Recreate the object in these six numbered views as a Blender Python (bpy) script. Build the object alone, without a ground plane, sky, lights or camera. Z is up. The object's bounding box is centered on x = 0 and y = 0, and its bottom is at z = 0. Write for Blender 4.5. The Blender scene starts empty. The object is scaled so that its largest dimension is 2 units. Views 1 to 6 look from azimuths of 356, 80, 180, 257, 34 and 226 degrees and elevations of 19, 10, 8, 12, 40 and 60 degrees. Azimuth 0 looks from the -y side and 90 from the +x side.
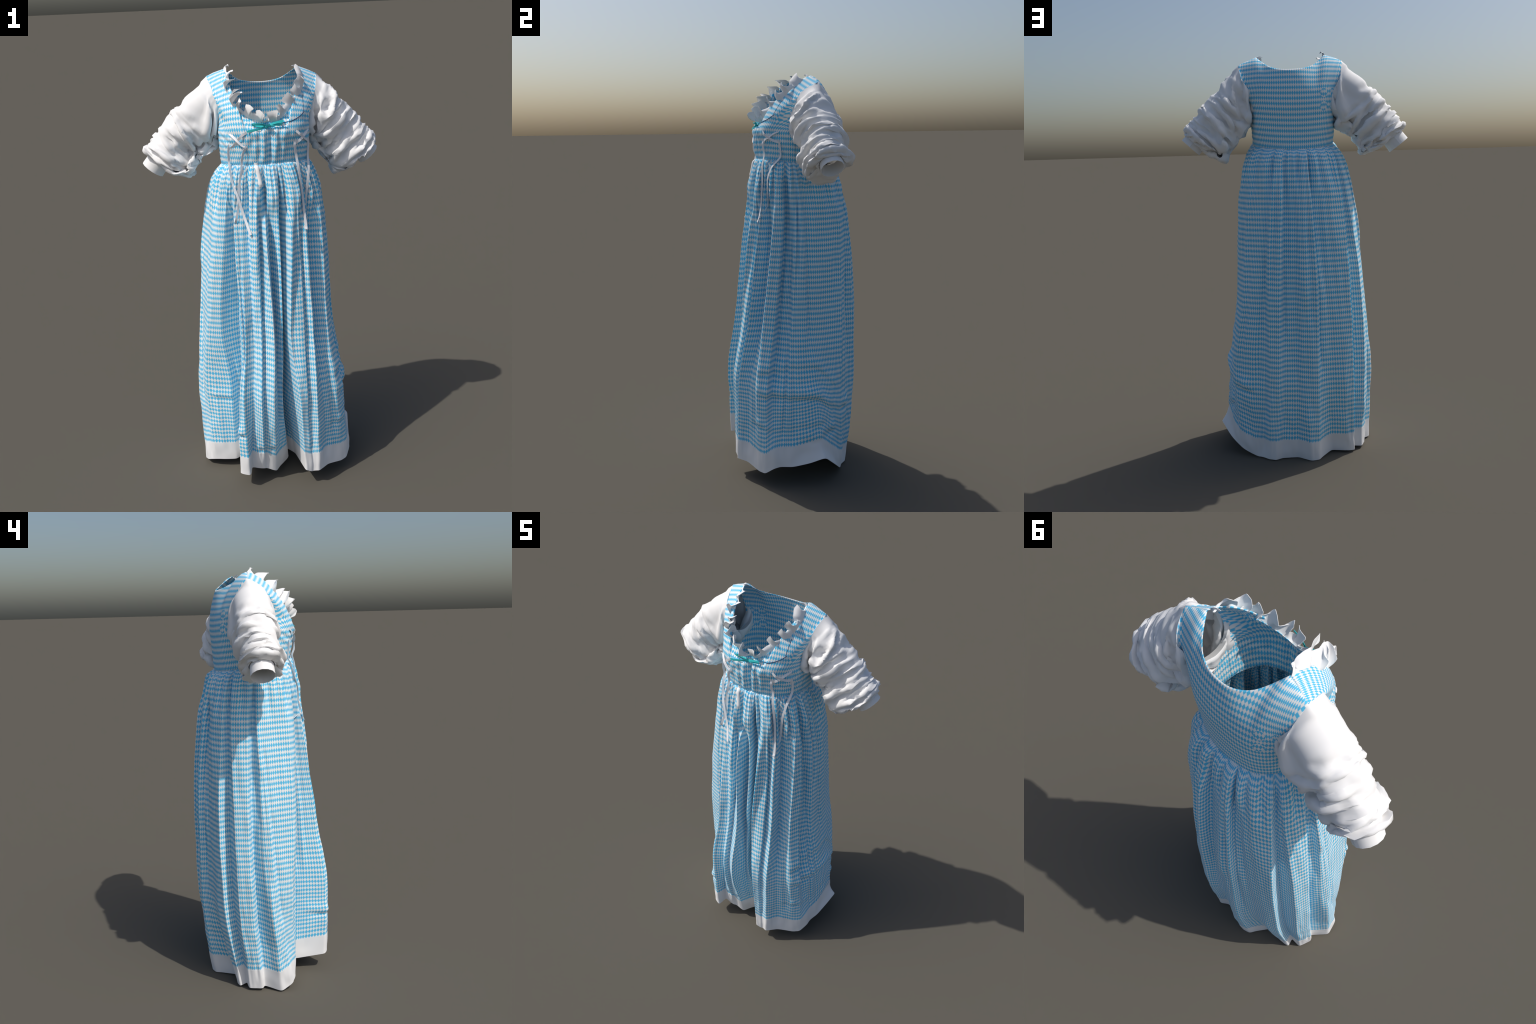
# A long blue-and-white checked folk dress with white puff sleeves, built as sewn cloth:
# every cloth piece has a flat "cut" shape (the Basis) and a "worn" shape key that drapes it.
import bpy, bmesh, math, random
import numpy as np
from mathutils import Vector, noise
from mathutils.bvhtree import BVHTree

rng = np.random.default_rng(11)
random.seed(11)
TAU = 2 * math.pi

# ------------------------------------------------------------------ materials
def nodes_of(name):
    m = bpy.data.materials.new(name)
    m.use_nodes = True
    nt = m.node_tree
    b = nt.nodes["Principled BSDF"]
    return m, nt, b

def math_node(nt, op, a, b=None, clamp=False):
    n = nt.nodes.new("ShaderNodeMath"); n.operation = op; n.use_clamp = clamp
    for i, v in enumerate((a, b)):
        if v is None: continue
        if isinstance(v, (int, float)): n.inputs[i].default_value = v
        else: nt.links.new(v, n.inputs[i])
    return n.outputs[0]

def plain_cloth(name, rgb, rough=0.9, weave=900.0, bump=0.06, vary=0.03):
    m, nt, b = nodes_of(name)
    tc = nt.nodes.new("ShaderNodeTexCoord")
    n = nt.nodes.new("ShaderNodeTexNoise"); n.inputs["Scale"].default_value = 9; n.inputs["Detail"].default_value = 4
    nt.links.new(tc.outputs["Object"], n.inputs["Vector"])
    mix = nt.nodes.new("ShaderNodeMix"); mix.data_type = 'RGBA'
    mix.inputs["A"].default_value = (*[c * (1 - vary) for c in rgb], 1)
    mix.inputs["B"].default_value = (*[min(1, c * (1 + vary)) for c in rgb], 1)
    nt.links.new(n.outputs["Fac"], mix.inputs["Factor"])
    nt.links.new(mix.outputs["Result"], b.inputs["Base Color"])
    b.inputs["Roughness"].default_value = rough
    b.inputs["Specular IOR Level"].default_value = 0.15
    w = nt.nodes.new("ShaderNodeTexNoise"); w.inputs["Scale"].default_value = weave; w.inputs["Detail"].default_value = 1
    nt.links.new(tc.outputs["Object"], w.inputs["Vector"])
    bp = nt.nodes.new("ShaderNodeBump"); bp.inputs["Strength"].default_value = bump; bp.inputs["Distance"].default_value = 0.001
    nt.links.new(w.outputs["Fac"], bp.inputs["Height"])
    nt.links.new(bp.outputs["Normal"], b.inputs["Normal"])
    return m

BLUE = (0.105, 0.545, 0.84)
WHITE = (0.88, 0.88, 0.865)

def lozenge_cloth(name, pu, pv, crests=()):
    """Harlequin check: blue lozenges on white, on the flat-cut cloth coordinates (Generated)."""
    m, nt, b = nodes_of(name)
    tc = nt.nodes.new("ShaderNodeTexCoord")
    sep = nt.nodes.new("ShaderNodeSeparateXYZ")
    nt.links.new(tc.outputs["Generated"], sep.inputs[0])
    u = math_node(nt, 'SUBTRACT', sep.outputs["X"], 0.5)
    v = math_node(nt, 'SUBTRACT', sep.outputs["Z"], 0.5)
    def tri(c, p, shift):
        f = math_node(nt, 'FRACT', math_node(nt, 'ADD', math_node(nt, 'DIVIDE', c, p), shift))
        return math_node(nt, 'ABSOLUTE', math_node(nt, 'SUBTRACT', f, 0.5))
    d = math_node(nt, 'ADD', math_node(nt, 'MULTIPLY', tri(u, pu, 0.0), 0.96), math_node(nt, 'MULTIPLY', tri(v, pv, 0.0), 1.04))        # 0 centre of blue, 1 centre of white
    if crests:                                                          # woven shields: the check swaps colour inside
        mask = None
        for cu, cv, ru, rv in crests:
            du = math_node(nt, 'DIVIDE', math_node(nt, 'ABSOLUTE', math_node(nt, 'SUBTRACT', u, cu)), ru)
            dv = math_node(nt, 'DIVIDE', math_node(nt, 'ABSOLUTE', math_node(nt, 'SUBTRACT', v, cv)), rv)
            s = math_node(nt, 'ADD', math_node(nt, 'POWER', du, 2.0), math_node(nt, 'POWER', dv, 2.0))
            one = math_node(nt, 'LESS_THAN', s, 1.0)
            mask = one if mask is None else math_node(nt, 'MAXIMUM', mask, one)
        inv = math_node(nt, 'SUBTRACT', 1.0, d)
        keep = math_node(nt, 'MULTIPLY', d, math_node(nt, 'SUBTRACT', 1.0, mask))
        d = math_node(nt, 'ADD', keep, math_node(nt, 'MULTIPLY', inv, mask))
    ramp = nt.nodes.new("ShaderNodeValToRGB")
    e = ramp.color_ramp.elements
    e[0].position = 0.40; e[0].color = (*BLUE, 1)
    e[1].position = 0.62; e[1].color = (*WHITE, 1)
    nt.links.new(d, ramp.inputs["Fac"])
    n = nt.nodes.new("ShaderNodeTexNoise"); n.inputs["Scale"].default_value = 7; n.inputs["Detail"].default_value = 3
    nt.links.new(tc.outputs["Object"], n.inputs["Vector"])
    hsv = nt.nodes.new("ShaderNodeHueSaturation")
    nt.links.new(math_node(nt, 'ADD', math_node(nt, 'MULTIPLY', n.outputs["Fac"], 0.10), 0.95), hsv.inputs["Value"])
    nt.links.new(ramp.outputs["Color"], hsv.inputs["Color"])
    nt.links.new(hsv.outputs["Color"], b.inputs["Base Color"])
    b.inputs["Roughness"].default_value = 0.9
    b.inputs["Specular IOR Level"].default_value = 0.15
    return m

PU, PV = 0.0108, 0.0255
M_SKIRT = lozenge_cloth("lozenge_cotton_skirt", PU, PV)
M_BODICE = lozenge_cloth("lozenge_cotton_bodice", PU, PV,
    crests=[(s * 0.062 + 0.512, v, 0.0185, 0.022) for s in (0, 1) for v in (0.198, 0.262)])
M_WHITE = plain_cloth("white_cotton", (0.87, 0.865, 0.86))
M_HEM = plain_cloth("white_hem_cotton", (0.86, 0.86, 0.86))
M_RIBBON = plain_cloth("white_ribbon", (0.84, 0.84, 0.86))  # base white lightened to match the brightly lit laces
M_TEAL = plain_cloth("teal_satin", (0.05, 0.55, 0.57), rough=0.55)  # teal brightened in the base colour to make up for the bow's shaded angle
M_CORD = plain_cloth("dark_piping", (0.045, 0.06, 0.13))

# ------------------------------------------------------------------ helpers
root = bpy.data.objects.new("checked_folk_dress", None)
bpy.context.collection.objects.link(root)
root["label"] = "long blue and white checked folk dress with white puff sleeves"
root["category"] = "dress"

def link(ob, parent, mat):
    bpy.context.collection.objects.link(ob)
    ob.parent = parent
    ob.data.materials.append(mat)
    ob.data.polygons.foreach_set("use_smooth", [True] * len(ob.data.polygons))
    return ob

def grid_faces(nr, nc, closed, base=0):
    f = []
    last = nc if closed else nc - 1
    for r in range(nr - 1):
        for c in range(last):
            c2 = (c + 1) % nc
            f.append((base + r * nc + c, base + r * nc + c2, base + (r + 1) * nc + c2, base + (r + 1) * nc + c))
    return f

def cloth(name, worn, rest, mat, parent, closed=False, thick=0.0015, rim=True, flip=False, subdiv=0, crisp=42):
    """worn: (rows, cols, 3) draped points, rest: (rows, cols, 2) flat-cut (u, v)."""
    nr, nc = worn.shape[:2]
    me = bpy.data.meshes.new(name)
    faces = grid_faces(nr, nc, closed)
    if flip: faces = [f[::-1] for f in faces]
    if rest is None:
        me.from_pydata(worn.reshape(-1, 3).tolist(), [], faces)
        ob = bpy.data.objects.new(name, me)
        link(ob, parent, mat)
    else:
        flat = np.zeros((nr * nc, 3)); flat[:, 0] = rest[..., 0].ravel(); flat[:, 2] = rest[..., 1].ravel()
        me.from_pydata(flat.tolist(), [], faces)
        me.use_auto_texspace = False
        me.texspace_location = (0, 0, 0); me.texspace_size = (0.5, 0.5, 0.5)
        ob = bpy.data.objects.new(name, me)
        link(ob, parent, mat)
        ob.shape_key_add(name="cut_flat")
        k = ob.shape_key_add(name="worn")
        k.data.foreach_set("co", worn.reshape(-1))
        k.value = 1.0
    if subdiv:
        s = ob.modifiers.new("smooth", 'SUBSURF'); s.levels = s.render_levels = subdiv
    if thick:
        s = ob.modifiers.new("cloth_thickness", 'SOLIDIFY'); s.thickness = thick; s.offset = 0; s.use_rim = rim
    if crisp and rest is None:
        s = ob.modifiers.new("crisp_edges", 'EDGE_SPLIT'); s.split_angle = math.radians(crisp)
    return ob

def pchip(x, y, q):
    """Monotone cubic through y(x) (columns in last axis of y), x increasing, evaluated at q (same columns)."""
    n = len(x)
    h = x[1:] - x[:-1]; d = (y[1:] - y[:-1]) / h
    m = np.zeros_like(y)
    for i in range(1, n - 1):
        w1 = 2 * h[i] + h[i - 1]; w2 = h[i] + 2 * h[i - 1]
        ok = d[i - 1] * d[i] > 0
        with np.errstate(divide='ignore', invalid='ignore'):
            hm = (w1 + w2) / (w1 / d[i - 1] + w2 / d[i])
        m[i] = np.where(ok, hm, 0)
    m[0] = d[0]; m[-1] = d[-1]
    out = np.zeros_like(q)
    for i in range(n - 1):
        t = (q - x[i]) / h[i]
        s = (t >= (0 if i else -9)) & (t < (1 if i < n - 2 else 9))
        v = ((1 + 2 * t) * (1 - t) ** 2 * y[i] + t * (1 - t) ** 2 * h[i] * m[i] + t * t * (3 - 2 * t) * y[i + 1] + t * t * (t - 1) * h[i] * m[i + 1])
        out = np.where(s, v, out)
    return out

def smooth_closed(a, passes, w=0.5):
    for _ in range(passes):
        a = (1 - w) * a + w * 0.5 * (np.roll(a, 1, -1) + np.roll(a, -1, -1))
    return a

def smoothstep(a, b, x):
    t = np.clip((x - a) / (b - a), 0, 1); return t * t * (3 - 2 * t)

# ------------------------------------------------------------------ body envelope (superellipse sections by height)
ENV_Z = [0, .1, .25, .5, .75, 1.0, 1.33, 1.5, 1.56, 1.66, 1.74]
ENV_L = [-.360, -.364, -.362, -.352, -.338, -.316, -.273, -.242, -.194, -.200, -.203]
ENV_R = [.40, .40, .375, .355, .315, .305, .282, .25, .206, .210, .213]
ENV_F = [-.28, -.29, -.310, -.298, -.262, -.208, -.184, -.170, -.138, -.146, -.146]
ENV_B = [.30, .308, .321, .330, .333, .330, .294, .258, .22, .226, .234]

def envelope(ang, z, power=2.4):
    """xy of the envelope at polar angle(s) ang seen from (0, .01)."""
    xl, xr, yf, yb = [np.interp(z, ENV_Z, a) for a in (ENV_L, ENV_R, ENV_F, ENV_B)]
    cx, cy, a, b = (xl + xr) / 2, (yf + yb) / 2, (xr - xl) / 2, (yb - yf) / 2
    dx, dy = np.cos(ang), np.sin(ang)
    lo, hi = np.zeros_like(ang), np.full_like(ang, 0.8)
    for _ in range(40):
        mid = (lo + hi) / 2
        f = np.abs((mid * dx - cx) / a) ** power + np.abs((0.01 + mid * dy - cy) / b) ** power
        lo, hi = np.where(f < 1, mid, lo), np.where(f < 1, hi, mid)
    return lo * dx, 0.01 + lo * dy

def waist_z(ang):
    """Height of the waist seam: a little higher at the front than at the back."""
    return 1.567 - 0.026 * np.sin(ang) + 0.006 * np.cos(2 * ang) + 0.002 * np.cos(ang)

# ------------------------------------------------------------------ skirt
# Fold lines from hem to waist: name, hem point, angle at z .45 / .80 / 1.30, stand-out from the envelope there.
FOLDS = [
 ("side_tip",        (.413, .108, .150), (12, 9, 6),          (.000, .000, .000)),
 ("side_back",       (.360, .170, .085), (22, 22, 22),        (.002, .000, .000)),
 ("corner_right",    (.300, .210, .035), (31, 38, 42),        (.012, .010, .006)),
 ("tuck_right",      (.225, .235, .002), (45, 48, 53),        (-0.006, -0.014, -0.008)),
 ("pleat_one_in",    (.198, .248, .003), (58, 58, 62),        (-0.020, -0.028, -0.014)),
 ("pleat_one_face",  (.165, .276, .003), (64.5, 65, 66.5),    (0.011, 0.014, 0.008)),
 ("pleat_one",       (.134, .288, .003), (72, 74, 76.5),      (0.014, 0.017, 0.017)),
 ("pleat_one_under", (.100, .262, .002), (75.5, 76.5, 76.7),  (-0.020, -0.025, -0.028)),
 ("recess",          (.020, .255, .001), (87, 87, 88),        (-0.020, -0.025, -0.017)),
 ("ridge_back",      (-.045, .301, .0),  (94.8, 94.5, 95.5),  (0.017, 0.017, 0.006)),
 ("pleat_two",       (-.085, .289, .0),  (104.5, 104.8, 103.4), (0.020, 0.020, 0.014)),
 ("pleat_two_lit",   (-.098, .264, .002), (106.5, 106.6, 104), (0.000, -0.003, -0.022)),
 ("shallow_back",    (-.150, .194, .008), (116, 114, 112),    (-0.022, -0.022, -0.014)),
 ("ridge_left_back", (-.235, .207, .008), (128, 125, 121),    (0.008, -0.003, 0.006)),
 ("pleat_three",     (-.270, .200, .008), (136, 134, 134),    (0.011, 0.014, 0.014)),
 ("pleat_three_in",  (-.258, .162, .015), (140.5, 138.4, 136.5), (-0.042, -0.039, -0.025)),
 ("left_panel_a",    (-.310, .162, .012), (149, 147, 142.5),  (0.017, 0.017, 0.011)),
 ("left_panel_b",    (-.330, .100, .012), (159.5, 157.5, 157), (0.006, 0.008, 0.008)),
 ("left_groove",     (-.308, .085, .014), (161.8, 159.8, 159), (-0.042, -0.034, -0.020)),
 ("left_ridge",      (-.368, .012, .004), (173, 169.5, 165),  (0.022, 0.020, 0.014)),
 ("left_soft",       (-.352, -.045, .030), (181, 179, 177),   (.000, -.003, -.003)),
 ("left_front_a",    (-.315, -.070, .045), (191, 195, 198),   (-.014, -.004, .004)),
 ("left_front_b",    (-.265, -.082, .047), (198.5, 199.3, 204), (-.066, -.022, .000)),
 ("left_front_edge", (-.208, -.086, .045), (207.6, 204.9, 211.4), (-.118, -.055, -.012)),
 ("front_gap_left",  (-.150, -.040, .050), (204, 204.3, 212.3), (-.210, -.160, -.085)),
 ("panel_edge",      (-.200, -.265, .084), (236.5, 237.5, 226), (.004, .006, .004)),
 ("panel_peak",      (-.150, -.292, .085), (241, 241, 232.5), (.012, .006, .004)),
 ("panel_valley",    (-.139, -.231, .092), (246.5, 246.5, 239), (-.034, -.028, -.030)),
 ("panel_fold",      (-.112, -.239, .088), (249.5, 250, 244.5), (-.018, -.012, .008)),
 ("panel_mid",       (-.075, -.242, .083), (255.5, 256, 254), (.008, .008, .014)),
 ("panel_mid_under", (-.068, -.234, .080), (256.5, 256, 254.5), (-.022, -.024, -.028)),
 ("panel_right",     (-.017, -.229, .053), (266, 268.3, 264),  (.014, .018, .016)),
 ("slit",            (.008, -.179, .047), (270.5, 271, 269),  (-.085, -.060, -.050)),
 ("inner_ridge",     (.057, -.120, .050), (276, 279, 281),    (-.075, -.016, .014)),
 ("gap_left",        (.060, -.055, .060), (280, 281.5, 284.5),(-.190, -.120, -.065)),
 ("gap_right",       (.098, -.090, .050), (285, 284, 289.5), (-.150, -.090, -.055)),
 ("panel_two_left",  (.120, -.300, .095), (289, 285.5, 294),  (.006, .006, .014)),
 ("panel_two_a",     (.153, -.290, .075), (295, 300, 306),    (.004, .006, .008)),
 ("panel_two_under", (.158, -.284, .075), (296, 299.5, 305.5),  (-.012, -.020, -.022)),
 ("panel_two_peak",  (.188, -.299, .084), (302, 307, 315),    (.016, .016, .012)),
 ("panel_two_fall",  (.239, -.252, .084), (312, 318, 325),    (-.018, -.050, -.050)),
 ("right_ridge",     (.315, -.207, .065), (323, 325, 334),    (.008, .010, .010)),
 ("right_corner",    (.347, -.182, .064), (331.5, 336, 343),  (.010, .008, .004)),
 ("right_under",     (.370, -.142, .098), (334.5, 338.5, 346), (-.022, -.046, -.046)),
 ("right_soft",      (.370, -.110, .105), (344, 346, 351),     (-.006, -.022, -.024)),
 ("right_flat",      (.387, -.050, .105), (352, 353, 357),    (.000, .000, .000)),
 ("right_flat_b",    (.400, .030, .122), (361, 361, 361),     (.002, .000, .000)),
]

# Gathers just under the waist seam (z 1.44): angle, stand-out (crests +, grooves -); bold in front, soft behind.
TUBES = [(0, .004), (4, -.012), (9, .006), (15, -.014), (20, .008), (27, .004), (30, -.016), (37, .010), (43, .006), (47, -.014), (53, .008), (60, .010), (64.5, -.022),
 (67, .006), (71, .014), (75.5, .014), (77, -.030), (81, -.004), (84, -.012), (88, .000), (92, -.014), (95, .006), (98.5, .014), (102.5, .012), (104, -.030),
 (107.5, .000), (111, .010), (115, -.012), (119, .008), (124, .008), (127.5, -.014), (131, .010), (135, .008), (137, -.026), (141, .008), (146, .010), (151, -.012), (157, .006),
 (161, -.016), (166, .012), (171, .006), (177, -.016), (183, .010), (188, -.006), (193, .008), (198, -.012), (205, .006), (210, -.014), (215, .000), (219.5, -.030), (224, -.004), (229, -.030),
 (233, -.006), (237.5, -.046), (240.5, -.046), (243.5, .006), (248, .004), (250.5, -.008), (254, .012), (258, .010), (261, -.030), (265.5, -.046),
 (268.5, .008), (275, .020), (282, .014), (285.5, -.048), (289, -.016), (291, -.010), (294.5, -.042), (297.5, .008), (303, .020), (309.5, .014),
 (313, -.032), (317, .006), (321, -.034), (325, -.030), (328, .008), (331.5, -.018), (337, .010), (342, .004), (344.5, -.036), (348, -.034), (352, .008), (357, -.008), (360, .004)]

def make_skirt():
    K = len(FOLDS)
    hem = np.array([f[1] for f in FOLDS], float)
    ang = np.radians(np.array([f[2] for f in FOLDS], float))
    off = np.array([f[3] for f in FOLDS], float)
    rings = [hem[:, :2]]
    for j, z in enumerate((.45, .80, 1.30)):
        x, y = envelope(ang[:, j], z)
        c, s = np.cos(ang[:, j]), np.sin(ang[:, j])
        rings.append(np.stack([x + off[:, j] * c, y + off[:, j] * s], 1))
    rings = np.array(rings)                                       # (4, K, 2)
    # columns: each fold facet gets columns in proportion to its width
    width = np.mean([np.linalg.norm(np.roll(r, -1, 0) - r, axis=1) for r in rings[:3]], 0)
    ncol = np.maximum(3, np.round(width / 0.0042)).astype(int)
    seg = np.repeat(np.arange(K), ncol)
    t = np.concatenate([np.arange(n) / n for n in ncol])
    nxt = (seg + 1) % K
    C = len(seg)
    lev = [r[seg] * (1 - t)[:, None] + r[nxt] * t[:, None] for r in rings]
    a130 = ang[:, 2][seg] * (1 - t) + (ang[:, 2][nxt] + np.where(nxt == 0, TAU, 0)) * t
    off130 = off[:, 2][seg] * (1 - t) + off[:, 2][nxt] * t
    tubes = np.interp(np.degrees(a130) % 360, [p[0] for p in TUBES], [p[1] for p in TUBES])
    for z, k in ((1.44, 1.0), (1.515, .62)):
        x, y = envelope(a130, z)
        lev.append(np.stack([x + k * tubes * np.cos(a130), y + k * tubes * np.sin(a130)], 1))
    zw = waist_z(a130)
    x, y = envelope(a130, 1.56)
    lev.append(np.stack([x, y], 1) * np.array([.985, .985]))
    hz = hem[:, 2][seg] * (1 - t) + hem[:, 2][nxt] * t
    hz = smooth_closed(hz, 12)
    kick = np.array([{"side_tip": .45, "side_back": .40, "right_flat_b": .30, "right_flat": .2, "corner_right": .2}.get(f[0], 0) for f in FOLDS])
    kick = (kick[seg] * (1 - t) + kick[nxt] * t)[:, None]
    up = .86 - kick                                                # 1 = straight to the hem, less = the hem kicks out
    lev.insert(1, lev[0] * up + lev[1] * (1 - up))
    Z = np.stack([hz, hz + .055, np.full(C, .45), np.full(C, .80), np.full(C, 1.30), np.full(C, 1.44), np.full(C, 1.515), zw + .004])
    L = np.array(lev)                                              # (7, C, 2)
    for j in range(7):
        p = (8, 5, 1, 1, 2, 3, 3)[j]
        for a in range(2): L[j, :, a] = smooth_closed(L[j, :, a], p)
    # rows
    band, R = 0.098, 138
    tr = np.linspace(0, 1, R) ** 1.0
    tr = 0.55 * tr + 0.45 * tr ** 0.75 if False else tr
    zr = zw[None] + .004 + (hz - zw - .004)[None] * tr[:, None]    # (R, C)
    order = slice(None, None, 1)
    X = pchip(Z[order], L[order, :, 0], zr)
    Y = pchip(Z[order], L[order, :, 1], zr)
    # normals of the section
    def normals(X, Y):
        tx = np.roll(X, -1, 1) - np.roll(X, 1, 1); ty = np.roll(Y, -1, 1) - np.roll(Y, 1, 1)
        l = np.hypot(tx, ty) + 1e-9
        return ty / l, -tx / l
    nx, ny = normals(X, Y)
    c, s = np.cos(a130), np.sin(a130)
    down = np.clip(zw[None] + .004 - zr, 0, None)                   # distance below the seam
    # small gathers under the seam, tight in front, wider behind
    front = smoothstep(.35, -.35, s)                                # 1 front, 0 back
    pitch = 0.020 + 0.016 * (1 - front)
    arc = np.hypot(np.roll(lev[5][:, 0], -1) - lev[5][:, 0], np.roll(lev[5][:, 1], -1) - lev[5][:, 1])
    phase = np.cumsum(arc / pitch)
    phase *= round(phase[-1]) / phase[-1]
    jit = np.array([noise.noise((3 * math.cos(a) + 7, 3 * math.sin(a), 2.2)) for a in a130 * 1.0])
    wob = np.array([[noise.noise((1.7 * math.cos(a) + 3, 1.7 * math.sin(a), z * 5)) for a in a130[::4]] for z in tr])
    wob = np.repeat(wob, 4, 1)[:, :C]
    ph = phase[None] + .9 * jit[None] + .55 * wob * smoothstep(0, .12, down)
    rel = np.abs(np.sin(np.pi * ph)) ** .8                          # rounded crests, sharp valleys
    amt = np.array([.55 + .9 * noise.noise((5 * math.cos(a), 5 * math.sin(a) + 9, 4.1)) for a in a130])
    amt = np.clip(amt, .15, 1.15)
    A = (.012 * front + .007 * (1 - front)) * smoothstep(0, .022, down) * (1 - .97 * smoothstep(.03, .30, down))
    G = (rel - .55) * A * amt[None]
    # the crests stand out over the seam
    bulge = .007 * front * smoothstep(0, .012, down) * (1 - smoothstep(.02, .12, down))
    X += nx * (G + bulge); Y += ny * (G + bulge)
    lift = .008 * front[None] * rel * smoothstep(0, .008, down) * (1 - smoothstep(.012, .05, down))
    Zr = zr + lift
    # tucks on the wearer's left side, and buckles near the hem
    adeg = np.degrees(a130); adeg = np.where(adeg > 180, adeg - 360, adeg)
    def tuck(pts, up, cut, w_up, w_cut):
        a = [p[0] for p in pts]; zt = np.interp(adeg, a, [p[1] for p in pts])
        fade = smoothstep(a[0] - 3, a[0] + 5, adeg) * smoothstep(a[-1] + 4, a[-1] - 6, adeg)
        jig = np.array([noise.noise((q * .11, pts[0][1] * 40, 1.5)) for q in adeg])
        zt = zt + .012 * jig
        fade = fade * np.clip(.75 + 1.1 * np.array([noise.noise((q * .07 + 9, pts[0][1] * 30, 4.5)) for q in adeg]), .1, 1.3)
        dz = zr - zt[None]
        return fade[None] * (up * np.exp(-((dz - w_up) / w_up) ** 2) - cut * np.exp(-(dz / w_cut) ** 2))
    d = tuck([(-25, .548), (-14, .552), (-5, .588), (8, .578), (25, .50), (36, .47)], .005, .007, .030, .009)
    d += tuck([(-24, .45), (0, .425), (12, .405), (20, .385), (28, .375), (53, .345)], .020, .020, .035, .014)
    d += tuck([(0, .22), (8, .235), (16, .245), (30, .255)], .008, .014, .030, .012)
    d += tuck([(-32, .29), (-12, .275), (14, .315)], .006, .006, .022, .009)
    def tuckneg(a0, a1, z, up, cut):
        fade = smoothstep(a0, a0 + 6, adeg) * smoothstep(a1, a1 - 6, adeg)
        dz = zr - z
        return fade[None] * (up * np.exp(-((dz - .02) / .025) ** 2) - cut * np.exp(-(dz / .009) ** 2))
    d += tuckneg(-163, -140, .405, .006, .007) + tuckneg(-142, -126, .30, .008, .012) + tuckneg(-118, -92, .20, .004, .007)
    # many narrow creases of their own length, drifting a little as they fall
    g = np.random.default_rng(4)
    pos = np.concatenate([[0], np.cumsum(width)])[seg] + t * width[seg]; total = width.sum()
    for _ in range(96):
        p0, drift = g.uniform(0, total), g.uniform(-.05, .05)
        z1 = g.choice([1.50, 1.42, g.uniform(.6, 1.2)]); z0 = z1 - g.uniform(.35, 1.0)
        w, h = g.uniform(.012, .028), g.uniform(.004, .0125) * g.choice([-1, 1])
        dx = (pos[None] - p0 - drift * (1.4 - zr) + total / 2) % total - total / 2
        h = h if h < 0 else .35 * h
        d += h * np.clip(1 - np.abs(dx) / w, 0, 1) * smoothstep(z1 + .03, z1 - .06, zr) * smoothstep(z0 - .03, z0 + .15, zr) * smoothstep(.08, .22, zr - hz[None])
    # soft overall waviness
    sub = 3
    wv = np.array([[noise.noise((6.5 * math.cos(a), 6.5 * math.sin(a), z * 6.0)) + .6 * noise.noise((14 * math.cos(a), 14 * math.sin(a), z * 13 + 5))
                    for a in a130[::sub]] for z in zr[:, 0]])
    wv = np.stack([np.interp(np.arange(C), np.arange(C)[::sub], w) for w in wv])
    d += .0035 * wv * smoothstep(0, .1, down) * smoothstep(-.02, .06, zr - hz[None])
    d += .0045 * wv * smoothstep(.5, .15, zr) * smoothstep(-.02, .05, zr - hz[None])
    nx, ny = normals(X, Y)
    cc = .6 * c[None] + .4 * nx; ss = .6 * s[None] + .4 * ny
    X += cc * d; Y += ss * d
    P = np.stack([X, Y, Zr], -1)                                     # waist first, hem last
    # flat-cut coordinates: width from the mean fold arc, height measured up from the hem band
    seglen = np.linalg.norm(np.roll(P, -1, 1) - P, axis=2)
    rows = (zr[:, 0] > .35) & (zr[:, 0] < 1.40)
    u = np.concatenate([[0], np.cumsum(seglen[rows].mean(0))[:-1]])
    vlen = np.linalg.norm(np.diff(P, axis=0), axis=2)
    v = np.concatenate([np.zeros((1, C)), np.cumsum(vlen, 0)])
    v = v[-1][None] - v
    # split at the hem band
    out = []
    nb = 10
    full = np.concatenate([P, P[:, :1]], 1)                           # repeat the seam column
    uu = np.concatenate([u, [u[-1] + seglen[rows].mean(0)[-1]]])
    uu *= round(uu[-1] / PU) * PU / uu[-1]
    vv = np.concatenate([v, v[:, :1]], 1)
    ktop = np.argmin(np.abs(v.mean(1) - band))
    # resample every column so that one row falls exactly on the band line
    def column_at(vals):
        """vals (n,) heights above the hem -> points (n, cols, 3)."""
        o = np.zeros((len(vals), full.shape[1], 3))
        for c0 in range(full.shape[1]):
            for a in range(3):
                o[:, c0, a] = np.interp(vals, vv[::-1, c0], full[::-1, c0, a])
        return o
    bandv = np.linspace(band, 0, nb)
    lower = column_at(bandv)
    n = ktop + 1
    upper = np.zeros((n, full.shape[1], 3)); vup = np.zeros((n, full.shape[1]))
    for c0 in range(full.shape[1]):
        vals = np.linspace(vv[0, c0], band, n)
        vup[:, c0] = vals
        for a in range(3):
            upper[:, c0, a] = np.interp(vals, vv[::-1, c0], full[::-1, c0, a])
    upper[-1] = lower[0]
    hzf = np.concatenate([hz, hz[:1]])
    inset = np.hypot(upper[..., 0], upper[..., 1] - .05)
    flare = np.clip(np.hypot(*(np.concatenate([lev[5], lev[5][:1]]) - [0, .05]).T)[None] - inset, 0, .06) * smoothstep(1.44, 1.50, upper[..., 2])
    wl = smoothstep(band, .46, vup)                                  # rows level out above the lifted hem
    vpat = vup * (1 - wl) + (upper[..., 2] + .7 * flare) * wl
    rest = np.stack([np.broadcast_to(uu, vpat.shape), vpat - band], -1)
    skirt = cloth("skirt", upper, rest, M_SKIRT, root, rim=False)
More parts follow.
